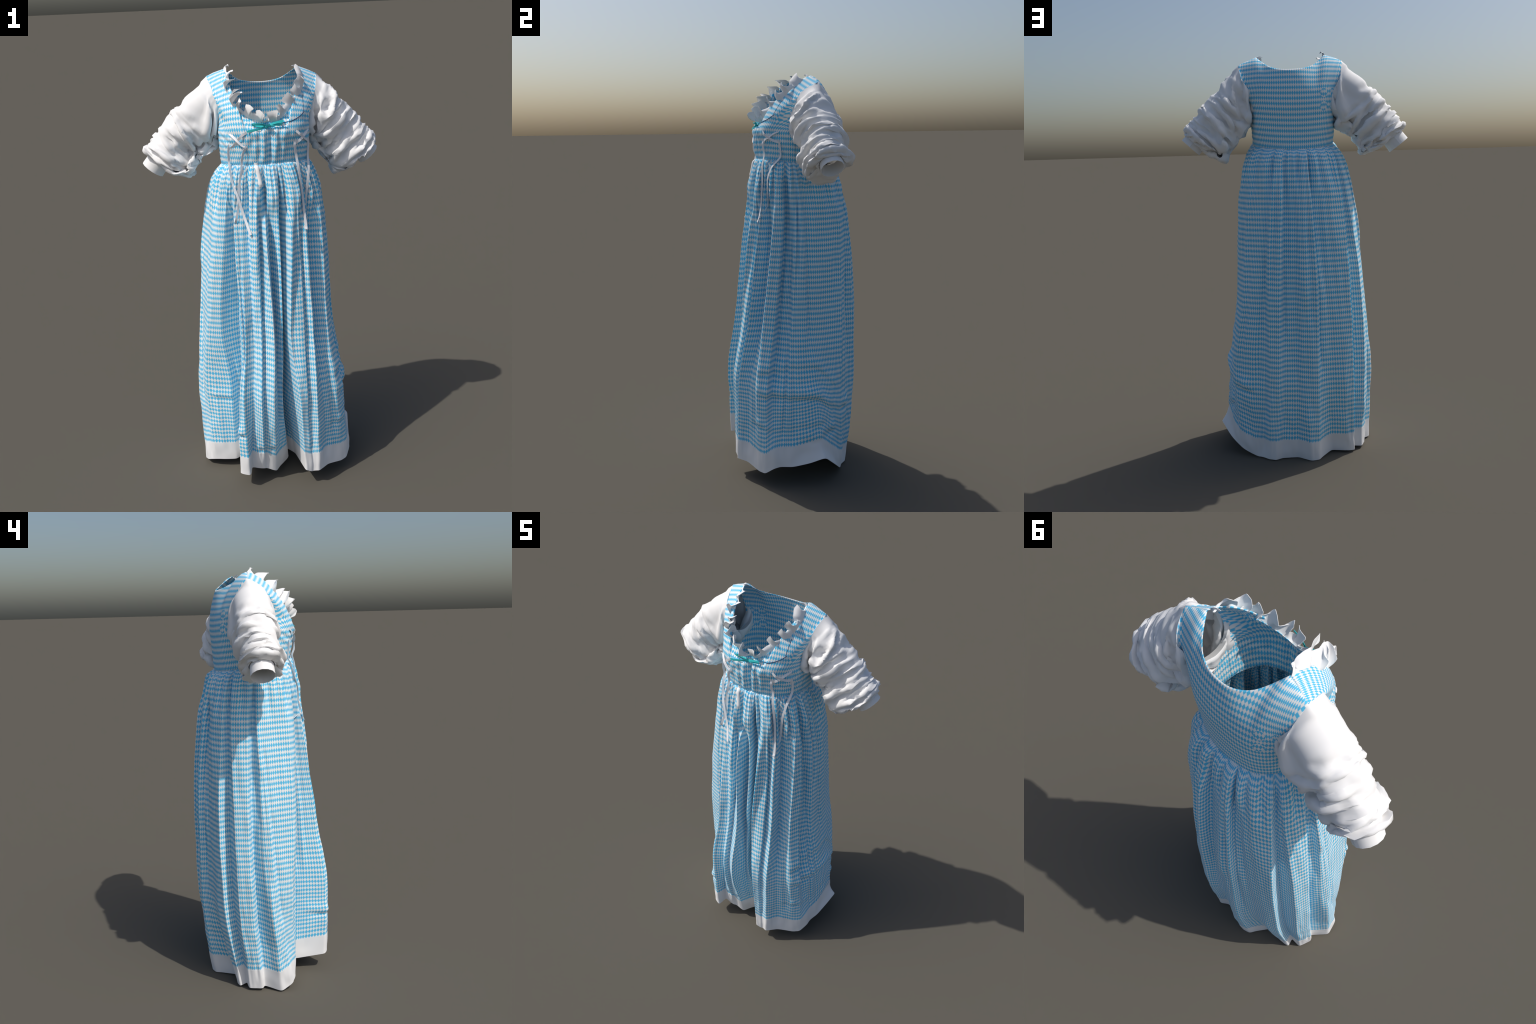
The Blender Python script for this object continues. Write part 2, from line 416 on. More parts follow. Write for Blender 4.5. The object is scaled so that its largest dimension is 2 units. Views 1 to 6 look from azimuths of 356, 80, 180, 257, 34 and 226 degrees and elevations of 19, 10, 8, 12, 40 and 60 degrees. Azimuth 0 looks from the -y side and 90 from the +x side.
    rest2 = np.stack([np.broadcast_to(uu, (nb, len(uu))), np.broadcast_to(bandv[:, None], (nb, len(uu)))], -1)
    hemb = cloth("hem_band", lower, None, M_HEM, skirt, thick=0.0022)
    return skirt, hemb, upper

skirt, hem_band, skirt_pts = make_skirt()

# ------------------------------------------------------------------ bodice
# top edge of the bodice, counter-clockwise from the wearer's left armpit: (angle at waist, point, kind)
TOP = [
 (0,   (.212, .085, 1.748)), (14, (.213, .140, 1.755)), (26, (.222, .172, 1.785)), (34, (.239, .182, 1.838)),
 (40,  (.255, .155, 1.905)), (44, (.265, .105, 1.948)),                                # back of left armhole to shoulder tip
 (51,  (.225, .100, 1.967)), (58, (.177, .092, 1.986)),                                # shoulder seam to neck
 (64,  (.140, .150, 1.950)), (72, (.100, .186, 1.924)), (83, (.040, .203, 1.914)), (97, (-.030, .200, 1.916)),
 (108, (-.085, .172, 1.928)), (117, (-.122, .128, 1.955)), (122, (-.155, .090, 1.990)), # back neck
 (129, (-.205, .098, 1.974)), (136, (-.240, .105, 1.958)),                              # right shoulder seam
 (140, (-.230, .158, 1.894)), (146, (-.219, .180, 1.825)), (154, (-.207, .172, 1.770)), (166, (-.203, .135, 1.742)),
 (180, (-.203, .085, 1.738)),                                                           # right armpit
 (194, (-.201, .045, 1.750)), (206, (-.196, .010, 1.780)), (213, (-.197, .000, 1.823)), (218, (-.207, .003, 1.875)),
 (222, (-.222, .025, 1.920)), (226, (-.240, .105, 1.958)),                              # front of right armhole
 (231, (-.205, .098, 1.974)), (236, (-.155, .090, 1.990)),
 (239, (-.153, .030, 1.955)), (241, (-.156, -.010, 1.912)), (243, (-.151, -.042, 1.876)), (246, (-.136, -.072, 1.845)),
 (251, (-.104, -.096, 1.820)), (258, (-.061, -.114, 1.790)), (269, (-.001, -.123, 1.772)), (281, (.061, -.118, 1.778)),
 (287, (.087, -.105, 1.805)), (293, (.126, -.078, 1.842)), (297, (.168, -.045, 1.876)), (299.5, (.189, .000, 1.927)),
 (301, (.186, .040, 1.954)), (303, (.177, .092, 1.986)),                                # front neck up to the left shoulder
 (309, (.225, .100, 1.967)), (315, (.265, .105, 1.948)),
 (319, (.250, .030, 1.912)), (324, (.239, .002, 1.860)), (331, (.222, .000, 1.807)), (340, (.213, .020, 1.772)), (350, (.212, .050, 1.753)),
]

def make_bodice():
    ta = np.array([p[0] for p in TOP], float); tp = np.array([p[1] for p in TOP], float)
    per = 6
    cols_a, cols_p = [], []
    n = len(TOP)
    for i in range(n):
        a0, a1 = ta[i], ta[(i + 1) % n] + (360 if i == n - 1 else 0)
        for k in range(per):
            t = k / per
            cols_a.append(a0 + (a1 - a0) * t); cols_p.append(tp[i] * (1 - t) + tp[(i + 1) % n] * t)
    a = np.radians(np.array(cols_a)); top = np.array(cols_p); C = len(a)
    seams = [(44, 58), (122, 136), (226, 236), (303, 315)]
    hard = {i for i in range(C) if any(p <= cols_a[i] <= q for p, q in seams)}
    free = np.array([i not in hard for i in range(C)])
    for _ in range(8):
        sm = .5 * top + .25 * (np.roll(top, 1, 0) + np.roll(top, -1, 0))
        top = np.where(free[:, None], sm, top)
    # the waist angle is spread so that straps do not pinch the columns too much
    def ring(z, power):
        x, y = envelope(a, z, power); return np.stack([x, y], 1)
    zw = waist_z(a)
    w = np.concatenate([ring(1.56, 2.4), zw[:, None]], 1)
    rib = np.concatenate([ring(1.66, 2.7), (zw + .085)[:, None]], 1)
    ch_z = np.minimum(1.715, top[:, 2] - .028)
    ch = np.concatenate([ring(1.72, 2.9), ch_z[:, None]], 1)
    # rows: waist -> rib -> chest by smooth spline, chest -> top by a Hermite curve rising from the chest
    R1, R2 = 14, 22
    Zs = np.array([np.zeros(C), np.full(C, .5), np.ones(C)])
    q = np.repeat(np.linspace(0, 1, R1)[:, None], C, 1)
    lower = np.stack([pchip(Zs, np.array([w[:, k], rib[:, k], ch[:, k]]), q) for k in range(3)], -1)
    H = np.linalg.norm(top - ch, axis=1)
    up = (ch - rib); up /= np.linalg.norm(up, axis=1)[:, None]
    up[:, 2] = np.abs(up[:, 2])
    c, s = np.cos(a), np.sin(a)
    tall = smoothstep(.06, .22, H)
    # end tangent: straps roll over the shoulder (front backwards, back forwards)
    end = top - ch; end /= np.linalg.norm(end, axis=1)[:, None] + 1e-9
    sh = smoothstep(1.80, 1.90, top[:, 2]) * np.where(s > 0, 1, smoothstep(.09, .15, np.abs(top[:, 0])))
    beta = np.radians(82) * np.clip((1.985 - np.maximum(top[:, 2], 1.86) - .10 * np.clip(np.abs(top[:, 0]) - .17, 0, 1)) / .11, 0, 1) ** .6
    roll = np.stack([np.zeros(C), -np.sign(s) * np.cos(beta), np.sin(beta)], 1)
    end = end * (1 - sh)[:, None] + roll * sh[:, None]
    T = np.linspace(0, 1, R2 + 1)[1:, None, None]
    k0 = (H * .95)[:, None]; k1 = (H * (.9 - .15 * sh))[:, None]
    upper = ((1 + 2 * T) * (1 - T) ** 2 * ch + T * (1 - T) ** 2 * k0 * up + T * T * (3 - 2 * T) * top + T * T * (T - 1) * k1 * end)
    P = np.concatenate([lower, upper], 0)
    # smooth laterally except the top edge
    for _ in range(9):
        Q = .5 * P + .25 * (np.roll(P, 1, 1) + np.roll(P, -1, 1))
        k = np.ones(P.shape[0]); k[-1] = 0; k[-3:-1] = .4
        P = P + (Q - P) * k[:, None, None]
    # relief: centre gathers below the bow, a bust dart and small side wrinkles
    frontness = smoothstep(-.2, -.7, np.sin(a))[None]
    x, z = P[..., 0], P[..., 2]
    g = np.zeros_like(x)
    for xc, wd, am in ((-.045, .010, .0035), (-.012, .012, .006), (.018, .006, -.0075), (.040, .013, .006), (.075, .010, .003)):
        g += am * np.exp(-((x - xc - .04 * (z - 1.66)) / wd) ** 2)
    g *= 1.9 * frontness * smoothstep(1.585, 1.63, z) * smoothstep(1.775, 1.745, z)
    bust = .010 * (np.exp(-((x - .095) / .05) ** 2) + np.exp(-((x + .085) / .05) ** 2)) * np.exp(-((z - 1.735) / .045) ** 2) * frontness
    ridge = -.004 * np.exp(-((z - 1.752 - .25 * np.abs(x - .01) ** 1.3) / .006) ** 2) * frontness
    side = np.cos(a)[None]
    wr = .004 * np.sin((z + .55 * P[..., 1] * np.sign(side)) * 165) * smoothstep(.55, .95, np.abs(side)) * smoothstep(1.74, 1.70, z) * smoothstep(1.56, 1.60, z)
    fr = np.array([[noise.noise((p[0] * 14, p[1] * 14, p[2] * 20)) for p in row] for row in P])
    fine = np.array([[noise.noise((p[0] * 42, p[1] * 30, p[2] * 26 + 3)) for p in row] for row in P])
    d = g + bust + ridge + wr + .0016 * fr + .0060 * fine * frontness * smoothstep(1.57, 1.61, z) * smoothstep(1.77, 1.73, z)
    d = d * smoothstep(1.945, 1.86, z)
    P[..., 0] += np.cos(a)[None] * d * .6; P[..., 1] += np.sin(a)[None] * d
    # flat-cut coordinates
    full = np.concatenate([P, P[:, :1]], 1)
    chest = full[R1 - 1]
    u = np.concatenate([[0], np.cumsum(np.linalg.norm(np.diff(chest, axis=0), axis=1))])
    scale = round(u[-1] / PU) * PU / u[-1]; u *= scale
    v = np.concatenate([np.zeros((1, full.shape[1])), np.cumsum(np.linalg.norm(np.diff(full, axis=0), axis=2), 0)])
    # above the chest let u follow the cloth sideways so straps keep their lozenges
    U = np.broadcast_to(u, v.shape).copy()
    af = np.concatenate([a, a[:1]])
    for half in (1, -1):
        sel = np.where((np.sin(af) * half > .30) & (np.abs(chest[:, 0]) < .19))[0]
        o = sel[np.argsort(chest[sel, 0])]
        xs, us = chest[o, 0], u[o]
        e = 14
        s0, s1 = (us[e] - us[0]) / (xs[e] - xs[0]), (us[-1] - us[-1 - e]) / (xs[-1] - xs[-1 - e])
        X = full[R1:, :, 0]
        ux = np.interp(X, xs, us)
        ux = np.where(X < xs[0], us[0] + s0 * (X - xs[0]), ux)
        ux = np.where(X > xs[-1], us[-1] + s1 * (X - xs[-1]), ux)
        w8 = smoothstep(.45, .75, np.sin(af) * half)[None] * smoothstep(0, .5, np.linspace(0, 1, R2))[:, None]
        U[R1:] = U[R1:] * (1 - w8) + ux * w8
    Vz = np.where(v > 0, v, 0)
    rest = np.stack([U, Vz], -1)
    ob = cloth("bodice", full, rest, M_BODICE, root, thick=0.0016)
    return ob, P, a, top

bodice, bodice_pts, bodice_ang, bodice_top = make_bodice()

# surface finder used to lay ribbons, cords and the bow on the cloth
def tree_of(pts, closed):
    nr, nc = pts.shape[:2]
    return BVHTree.FromPolygons([tuple(p) for p in pts.reshape(-1, 3)], grid_faces(nr, nc, closed))
T_BOD, T_SK = tree_of(bodice_pts, True), tree_of(skirt_pts, False)

def on_front(x, z, lift):
    best = None
    for tr in (T_BOD, T_SK):
        h = tr.ray_cast(Vector((x, -1.0, z)), Vector((0, 1, 0)))
        if h[0] is not None and h[0].y < .1 and (best is None or h[0].y < best[0].y): best = h
    if best is None: return Vector((x, -.15 - lift, z))
    return best[0] + Vector((0, -lift, 0))

# ------------------------------------------------------------------ sleeves: cloth relaxed between an arm and an outer limit
def make_sleeve(sign, seed):
    g = np.random.default_rng(seed)
    nu, nv = 72, 60
    if sign > 0:
        line = np.array([(.232, .086, 1.852), (.290, .092, 1.802), (.372, .098, 1.712), (.442, .102, 1.635), (.470, .106, 1.606), (.513, .110, 1.560)])
        rad = np.array([.104, .116, .128, .132, .116, .052])
    else:
        line = np.array([(-.212, .086, 1.852), (-.275, .092, 1.815), (-.370, .098, 1.722), (-.442, .102, 1.640), (-.472, .106, 1.602), (-.515, .110, 1.546)])
        rad = np.array([.110, .119, .124, .130, .120, .052])
    start = -.12 if sign > 0 else .12
    seg = np.concatenate([[0], np.cumsum(np.linalg.norm(np.diff(line, axis=0), axis=1))])
    S = seg / seg[-1]
    ang = np.arange(nu) / nu * TAU
    # armhole ring, taken from the bodice edge
    idx = np.where((bodice_top[:, 0] * sign > 0) & (np.abs(bodice_top[:, 0]) > .19) & ~((np.abs(bodice_top[:, 0]) < .235) & (bodice_top[:, 2] > 1.962)))[0]
    hole = bodice_top[idx]
    ctr = np.array([hole[:, 0].mean(), .088, 1.85])
    ha = np.arctan2(hole[:, 2] - ctr[2], hole[:, 1] - ctr[1]) % TAU
    o = np.argsort(ha)
    ring0 = np.stack([np.interp(ang, np.concatenate([ha[o] - TAU, ha[o], ha[o] + TAU]), np.tile(hole[o][:, k], 3)) for k in range(3)], -1)
    # section frame: e1 = +y, e2 = up-ish, perpendicular to the axis
    def section(s):
        c = np.array([np.interp(s, S, line[:, k]) for k in range(3)])
        t = np.array([np.interp(min(s + .06, 1), S, line[:, k]) - np.interp(max(s - .06, 0), S, line[:, k]) for k in range(3)])
        t /= np.linalg.norm(t)
        e1 = np.array([0, 1., 0]) - t * t[1]; e1 /= np.linalg.norm(e1)
        e2 = np.cross(t, e1) * (1 if sign < 0 else -1)
        if e2[2] < 0: e2 = -e2
        return c, e1, e2, t
    vv = np.linspace(0, 1, nv)
    end_s = .915 if sign > 0 else .875                                                    # where the sleeve is sewn to the cuff
    C, E1, E2, TT = [np.array(q) for q in zip(*[section(s * end_s) for s in vv])]
    outer = np.interp(vv * end_s, S, rad)
    # bulging profile that turns in steeply at the cuff
    outer = np.interp(vv, [0, .06, .3, .6, .80, .90, .96, 1], [rad[0], rad[0] * 1.10, rad[1] * 1.06, rad[2], rad[3], rad[3] * .95, rad[3] * .74, .056])
    lump = np.array([[noise.noise((1.25 * math.cos(a) + 2 * seed, 1.25 * math.sin(a), v * 4.2)) + .45 * noise.noise((2.4 * math.cos(a) + seed, 2.4 * math.sin(a), v * 8)) for a in ang] for v in vv])
    fat = 1 + .24 * lump * smoothstep(max(start, 0), max(start, 0) + .15, vv)[:, None] * smoothstep(1, .9, vv)[:, None]
    P = C[:, None] + (outer[:, None] * fat)[..., None] * (np.cos(ang)[None, :, None] * E1[:, None] + np.sin(ang)[None, :, None] * E2[:, None])
    w0 = np.clip(1 - vv / .11, 0, 1)[:, None, None] ** 1.3
    P = P * (1 - w0) + ring0[None] * w0
    rest_pos = P.copy()
    # rest lengths: extra length (bunched) mostly on top and towards the cuff, extra width in the middle
    top = .5 + .5 * np.sin(ang)                                      # 1 on top
    patch = np.array([[noise.noise((2.1 * math.cos(a) + seed, 2.1 * math.sin(a), v * 4.5)) for a in ang] for v in vv])
    extra = 1.12 + smoothstep(start, start + .25, vv)[:, None] * (.14 + .34 * top[None, :] + .95 * patch) + .26 * smoothstep(.6, .95, vv)[:, None]
    wide = 1.04 + .42 * smoothstep(0, .15, vv)
    base_v = np.linalg.norm(P[1:] - P[:-1], axis=2); base_u = np.linalg.norm(np.roll(P, -1, 1) - P, axis=2)
    base_u[-1] = base_u[-1]
    Lv = base_v.mean(1).mean() * extra[:-1] * np.ones_like(base_v)
    Lu = np.maximum(base_u * wide[:, None], np.interp(vv, [0, .2, .9, 1], [0, .0088, .0096, .0075])[:, None] * (.9 + .1 * g.random((nv, nu))))
    Lu[0] = base_u[0]
    Ld = np.sqrt(Lv ** 2 + (.5 * (Lu[:-1] + Lu[1:])) ** 2)
    # low-frequency random push so that folds start irregularly
    push = np.array([[noise.noise((1.5 * math.cos(a), 1.5 * math.sin(a) + seed, v * 8 + 1.2 * math.cos(a + seed))) + .7 * noise.noise((2.6 * math.cos(a), 2.6 * math.sin(a) - seed, v * 13 - 1.5 * math.cos(a))) for a in ang] for v in vv])
    rdir = P - C[:, None]; rdir /= np.linalg.norm(rdir, axis=2)[..., None] + 1e-9
    P = P + rdir * (push * .036 * smoothstep(start, start + .12, vv)[:, None] * smoothstep(1, .965, vv)[:, None])[..., None]
    pin0, pin1 = ring0.copy(), rest_pos[-1].copy()
    vel = np.zeros_like(P)
    inner = np.interp(vv, [0, .1, .8, .95, 1], [.9, .80, .66, .62, 1.0]) * outer
    def pull(A, B, L, k):
        d = B - A; l = np.linalg.norm(d, axis=-1) + 1e-9
        return d * (k * .5 * (l - L) / l)[..., None]
    for it in range(420):
        vel *= .86
        vel[..., 2] -= .00022
        Q = P + vel
        for sub in range(3):
            D = np.zeros_like(Q); N = np.zeros(Q.shape[:2])
            c = pull(Q, np.roll(Q, -1, 1), Lu, 1.0); D += c; D -= np.roll(c, 1, 1); N += 2
            c = pull(Q[:-1], Q[1:], Lv, 1.0); D[:-1] += c; D[1:] -= c; N[:-1] += 1; N[1:] += 1
            c = pull(Q[:-1], np.roll(Q[1:], -1, 1), Ld, .55); D[:-1] += c; D[1:] -= np.roll(c, 1, 1); N[:-1] += .55; N[1:] += .55
            c = pull(Q[:-1], np.roll(Q[1:], 1, 1), np.roll(Ld, 0, 1), .55); D[:-1] += c; D[1:] -= np.roll(c, -1, 1); N[:-1] += .55; N[1:] += .55
            # bending: neighbours two and three steps apart resist closing
            for k, st in ((2, .10), (3, .04)):
                B2 = Lv[:-1] * k if k == 2 else Lv[:-2] * k
                c = pull(Q[:-k], Q[k:], B2[:nv - k], st); D[:-k] += c; D[k:] -= c; N[:-k] += st; N[k:] += st
                c = pull(Q, np.roll(Q, -k, 1), Lu * k, st * .8); D += c; D -= np.roll(c, k, 1); N += 1.6 * st
            Q = Q + D * (1.5 / (N + .5))[..., None]
            # limits: arm inside, cloth fullness outside
            # project on the local section (axis kept free)
            rel = Q - C[:, None]
            y = (rel * E1[:, None]).sum(-1); zz = (rel * E2[:, None]).sum(-1); ax = (rel * TT[:, None]).sum(-1)
            r = np.hypot(y, zz) + 1e-9
            lim = outer[:, None] * fat * np.where(np.sin(ang) > 0, 1.03, 1.14)[None]
            r2 = np.clip(r, inner[:, None] * .88, lim * 1.06)
            f = (r2 / r)
            near = smoothstep(.03, .14, vv)[:, None]
            f = 1 + (f - 1) * near
            ax = np.clip(ax, -.034 * near, (.030 * near) * np.interp(vv, [0, .8, 1], [1, 1.3, .5])[:, None])
            Q = C[:, None] + E1[:, None] * (y * f)[..., None] + E2[:, None] * (zz * f)[..., None] + TT[:, None] * ax[..., None]
            Q[0] = pin0; Q[-1] = pin1
        vel = np.clip(Q - P, -.004, .004); P = Q
    # crumple: warped folds that cut across the bunching
    nrm = np.cross(np.roll(P, -1, 1) - np.roll(P, 1, 1), np.gradient(P, axis=0))
    nrm /= np.linalg.norm(nrm, axis=2)[..., None] + 1e-9
    nrm *= np.sign((nrm * (P - C[:, None])).sum(-1))[..., None]
    def fold(p, k, sd):
        w = noise.noise((p[0] * 6 + sd, p[1] * 6, p[2] * 6)) * .9
        return .42 - abs(noise.noise((p[0] * k + w + sd, p[1] * k - w, p[2] * k * 1.1 + w))) * 1.7
    cr = np.array([[fold(p, 13, seed) + .35 * fold(p, 27, seed + 9) for p in row] for row in P])
    P = P + nrm * (.023 * cr * smoothstep(max(start, 0) * 1.2, max(start, 0) * 1.2 + .15, vv)[:, None] * smoothstep(1, .95, vv)[:, None])[..., None]
    sm = P.copy()
    sm[1:-1] = .6 * P[1:-1] + .1 * (P[2:] + P[:-2]) + .1 * (np.roll(P, 1, 1) + np.roll(P, -1, 1))[1:-1]
    P = sm
    full = np.concatenate([P, P[:, :1]], 1)
    ob = cloth("sleeve", full, None, M_WHITE, root, thick=0.0014, flip=sign > 0, crisp=75)
    # cuff: plain tapering tube with a few flat facets
    n = 14
    cs = np.linspace(.84, 1.0, 7)
    cu = []
    for i, s in enumerate(cs):
        c, e1, e2, t = section(s)
        rr = .0505 + .0025 * i / 6
        aa = np.arange(n + 1) / n * TAU
        cu.append(c[None] + rr * (np.cos(aa)[:, None] * e1 + np.sin(aa)[:, None] * e2 * 1.04))
    cloth("cuff", np.array(cu), None, M_WHITE, ob, thick=0.002, flip=sign > 0)
    return ob

sleeve_l = make_sleeve(1, 5)
sleeve_r = make_sleeve(-1, 23)

# ------------------------------------------------------------------ neckline ruffle
def make_ruffle():
    i0 = [i for i, p in enumerate(TOP) if p[0] == 236][0] * 6
    i1 = [i for i, p in enumerate(TOP) if p[0] == 303][0] * 6
    path = bodice_pts[-1, i0:i1 + 1]
    L = np.concatenate([[0], np.cumsum(np.linalg.norm(np.diff(path, axis=0), axis=1))])
    g = random.Random(7)
    cen = np.array([.012, .05, 1.90])
    def at(s): return np.array([np.interp(s, L, path[:, k]) for k in range(3)])
    waves, per = 14, 8
    rows = 6
    amp = [g.uniform(.8, 1.45) for _ in range(waves + 1)]
    lean = [g.uniform(-.010, .014) for _ in range(waves + 1)]
    cols = []
    s_now = 0
    steps = [g.uniform(.55, 1.5) for _ in range(waves)]
    tot = sum(steps)
    for w in range(waves):
        for i in range(per):
            f = (s_now + steps[w] * i / per) / tot
            p = at(f * L[-1])
            t = at(min(f * L[-1] + .012, L[-1])) - at(max(f * L[-1] - .012, 0)); t /= np.linalg.norm(t)
            out = np.array([.35 * (p[0] - .01), p[1] - .12, .9 * (p[2] - 1.80)]); out -= t * (out @ t); out /= np.linalg.norm(out)
            into = cen - p; into -= t * (into @ t) + out * (into @ out); into /= np.linalg.norm(into)
            ph = TAU * i / per + g.uniform(-.35, .35)
            k = amp[w] * (1.25 if p[0] < .03 else 1.0)
            cw, sw = math.tanh(2.2 * math.cos(ph)), math.tanh(2.0 * math.sin(ph + .5))
            fade = min(1, .45 + 3.5 * min(f, 1 - f))
            a = (.033 - .6 * lean[w] + .017 * k * cw) * fade                        # rises past the edge
            o = (.021 + .7 * lean[w] + .024 * k * sw) * fade                   # stands off the cloth
            q = .017 * k * math.sin(2 * ph + .6)                      # the curls fold over each other
            a *= 1.3 if f < .3 else 1.0
            edge = p + into * (a + g.gauss(0, .008)) + out * (o + g.gauss(0, .008)) + t * (q + g.gauss(0, .009))
            foot = p - into * .004 + out * (.002 + .002 * math.sin(ph))
            mid = (foot + edge) / 2 + out * (.012 + .006 * math.cos(ph)) - t * q * .4
            col = []
            for r in range(rows):
                x = r / (rows - 1)
                col.append((1 - x) ** 2 * foot + 2 * x * (1 - x) * mid + x * x * edge)
            cols.append(col)
        s_now += steps[w]
    pts = np.array(cols)
    pts[1:-1] = .66 * pts[1:-1] + .17 * (pts[2:] + pts[:-2])   # rounded curls
    fin = []
    for i in range(len(pts) - 1):                                      # narrow rounding on every crease
        fin += [pts[i] * .86 + pts[i + 1] * .14, pts[i] * .5 + pts[i + 1] * .5, pts[i] * .14 + pts[i + 1] * .86]
    return cloth("neckline_ruffle", np.array(fin).transpose(1, 0, 2), None, M_WHITE, root, thick=0.0012, crisp=60)
make_ruffle()

# ------------------------------------------------------------------ ribbons
def ribbon(name, pts, width, mat, parent, twist=None, thick=.0012, n=40):
    """Flat band along points; twist gives the width direction's turn (radians) at each point."""
    pts = np.array(pts, float)
    L = np.concatenate([[0], np.cumsum(np.linalg.norm(np.diff(pts, axis=0), axis=1))])
    x = np.repeat(L[:, None], 3, 1)
    q = np.repeat(np.linspace(0, L[-1], n)[:, None], 3, 1)
    c = pchip(x, pts, q)
    tw = np.interp(q[:, 0], L, twist if twist is not None else np.zeros(len(L)))
    t = np.gradient(c, axis=0); t /= np.linalg.norm(t, axis=1)[:, None]
    nrm = np.array([0, -1.0, 0.12])
    rows = []
    for i in range(n):
        side = np.cross(t[i], nrm); side /= np.linalg.norm(side)
        nn = np.cross(side, t[i])
        d = side * math.cos(tw[i]) + nn * math.sin(tw[i])
        rows.append([c[i] - d * width / 2, c[i] - d * width * .0, c[i] + d * width / 2])
    return cloth(name, np.array(rows), None, mat, parent, thick=thick)

lacing = bpy.data.objects.new("lacing", None)
bpy.context.collection.objects.link(lacing); lacing.parent = root
F = on_front
# crossed laces and hanging tails on the wearer's right (image left)
def path(pts): return [F(x, z, l) for x, z, l in pts]
ribbon("lace", path([(-.157, 1.728, .002), (-.140, 1.712, .010), (-.125, 1.696, .012), (-.104, 1.676, .009), (-.088, 1.668, .002)]), .011, M_RIBBON, lacing, [0, .2, .5, .9, .4])
ribbon("lace", path([(-.085, 1.736, .002), (-.108, 1.722, .007), (-.127, 1.696, .005), (-.142, 1.676, .006), (-.155, 1.664, .002)]), .011, M_RIBBON, lacing, [.2, 0, 0, .2, .5])
ribbon("lace", path([(-.160, 1.680, .002), (-.164, 1.664, .010), (-.166, 1.640, .014), (-.165, 1.605, .016), (-.164, 1.57, .014), (-.157, 1.516, .013), (-.139, 1.455, .016), (-.113, 1.360, .014), (-.091, 1.286, .012)]), .011, M_RIBBON, lacing, [.3, .5, .4, .3, .6, .7, .3, 0, 0], n=70)
ribbon("lace", path([(-.088, 1.676, .002), (-.098, 1.662, .010), (-.106, 1.637, .014), (-.111, 1.605, .014), (-.115, 1.564, .014), (-.127, 1.498, .010), (-.136, 1.405, .010), (-.150, 1.350, .011), (-.165, 1.292, .010)]), .011, M_RIBBON, lacing, [.2, .4, .6, .5, .4, .2, .5, .3, .2], n=70)
# wearer's left (image right)
ribbon("lace", path([(.134, 1.730, .002), (.148, 1.716, .010), (.166, 1.699, .012), (.182, 1.683, .010), (.196, 1.672, .003)]), .011, M_RIBBON, lacing, [0, .2, .5, .8, .4])
ribbon("lace", path([(.196, 1.726, .003), (.184, 1.716, .008), (.166, 1.699, .006), (.145, 1.684, .006), (.128, 1.672, .002)]), .011, M_RIBBON, lacing, [.2, 0, 0, .2, .4])
ribbon("lace", path([(.126, 1.684, .002), (.126, 1.668, .010), (.132, 1.620, .014), (.140, 1.560, .014), (.148, 1.50, .012), (.154, 1.446, .012), (.160, 1.36, .010), (.166, 1.285, .010)]), .011, M_RIBBON, lacing, [.3, .5, .3, .4, .6, .4, .2, .1], n=70)
ribbon("lace", path([(.194, 1.684, .003), (.197, 1.664, .014), (.195, 1.615, .020), (.190, 1.55, .016), (.181, 1.49, .012), (.170, 1.385, .012), (.164, 1.29, .012)]), .011, M_RIBBON, lacing, [.3, .5, .6, .4, .3, .2, .1], n=70)

# teal bow: two loops, two tails and a knot
bow = bpy.data.objects.new("bow", None)
bpy.context.collection.objects.link(bow); bow.parent = root
k = F(.005, 1.758, .012)
def bp(dx, dz, dy): return (k.x + dx, k.y + dy, k.z + dz)
ribbon("bow_loop", [bp(0, 0, 0), bp(-.026, .010, -.010), bp(-.062, .012, -.004), bp(-.058, .006, .004), bp(-.02, 0, .006), bp(0, 0, .003)], .0095, M_TEAL, bow, [.9, .5, .2, .2, .6, .9])
ribbon("bow_loop", [bp(0, 0, 0), bp(.026, .006, -.010), bp(.064, .010, -.006), bp(.060, .005, .002), bp(.02, -.001, .005), bp(0, 0, .003)], .0095, M_TEAL, bow, [.9, .5, .2, .2, .6, .9])
ribbon("bow_tail", [bp(0, 0, -.002), bp(-.035, -.009, -.008), bp(-.088, -.018, -.010)], .0095, M_TEAL, bow, [.6, .2, .0])
ribbon("bow_tail", [bp(0, .001, -.004), bp(.03, .013, -.012), bp(.071, .022, -.016)], .0095, M_TEAL, bow, [.6, .2, .0])
def blob(name, c, r, mat, parent):
    me = bpy.data.meshes.new(name); bm = bmesh.new()
    bmesh.ops.create_uvsphere(bm, u_segments=16, v_segments=10, radius=1)
    for v in bm.verts: v.co = Vector((v.co.x * r[0], v.co.y * r[1], v.co.z * r[2])) + Vector(c)
    bm.to_mesh(me); bm.free()
    return link(bpy.data.objects.new(name, me), parent, mat)
blob("bow_knot", bp(0, 0, -.004), (.009, .006, .009), M_TEAL, bow)

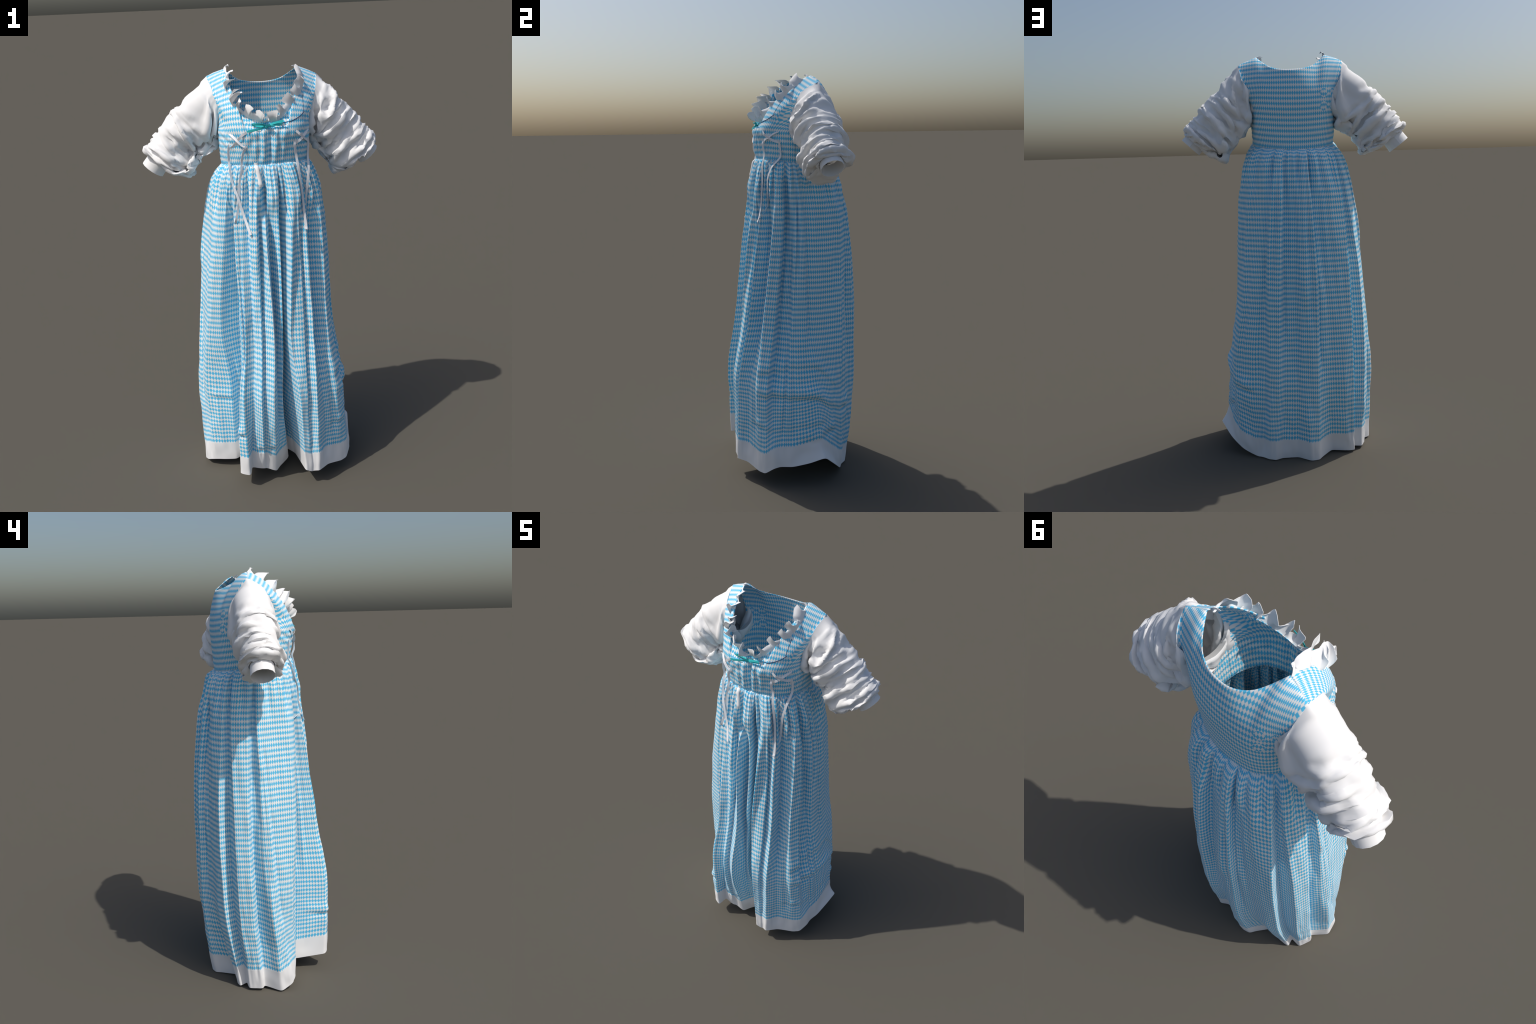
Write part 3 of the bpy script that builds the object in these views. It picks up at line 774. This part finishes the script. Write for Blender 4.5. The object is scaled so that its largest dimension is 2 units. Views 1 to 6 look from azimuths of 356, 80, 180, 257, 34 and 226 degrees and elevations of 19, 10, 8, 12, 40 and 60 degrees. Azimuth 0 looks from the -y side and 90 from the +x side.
# dark piping on the wearer's left front
def cord(name, pts, r, mat, parent):
    cu = bpy.data.curves.new(name, 'CURVE'); cu.dimensions = '3D'; cu.bevel_depth = r; cu.bevel_resolution = 2
    sp = cu.splines.new('POLY'); sp.points.add(len(pts) - 1)
    for q, p in zip(sp.points, pts): q.co = (*p, 1)
    tmp = bpy.data.objects.new(name + "_tmp", cu); bpy.context.collection.objects.link(tmp)
    dg = bpy.context.evaluated_depsgraph_get()
    me = bpy.data.meshes.new_from_object(tmp.evaluated_get(dg)); bpy.data.objects.remove(tmp)
    me.materials.clear(); me.name = name
    return link(bpy.data.objects.new(name, me), parent, mat)
def spline(pts, n):
    pts = np.array(pts); L = np.arange(len(pts)); q = np.linspace(0, len(pts) - 1, n)
    return pchip(np.repeat(L[:, None].astype(float), 2, 1), pts, np.repeat(q[:, None], 2, 1))
cord("piping", [F(x, z, .001) for x, z in spline([(.078, 1.768), (.100, 1.770), (.128, 1.777), (.155, 1.788), (.178, 1.805)], 30)], .0016, M_CORD, bodice)
cord("piping", [F(x, z, .0006) for x, z in spline([(.178, 1.872), (.176, 1.84), (.173, 1.805)], 16)], .0012, M_CORD, bodice)

# loose white placket end lying on the front gathers
def placket():
    rows = []
    for x, z in spline([(-.048, 1.600), (-.046, 1.575), (-.040, 1.545), (-.036, 1.515), (-.034, 1.497)], 18):
        p = F(x, z, .006)
        t = np.linspace(-1, 1, 9)
        rows.append([(p.x + .0085 * s, p.y - .006 * math.sqrt(max(0, 1 - s * s)) + .004, p.z) for s in t])
    return cloth("placket", np.array(rows), None, M_WHITE, skirt, thick=.001)
placket()

# ------------------------------------------------------------------ stand on the ground
bpy.context.view_layer.update()
dg = bpy.context.evaluated_depsgraph_get()
zmin = 9
for o in list(bpy.context.scene.objects):
    if o.type == 'MESH':
        e = o.evaluated_get(dg); n = len(e.data.vertices); a = np.empty(n * 3); e.data.vertices.foreach_get("co", a)
        zmin = min(zmin, a.reshape(-1, 3)[:, 2].min())
root.location.z = -zmin
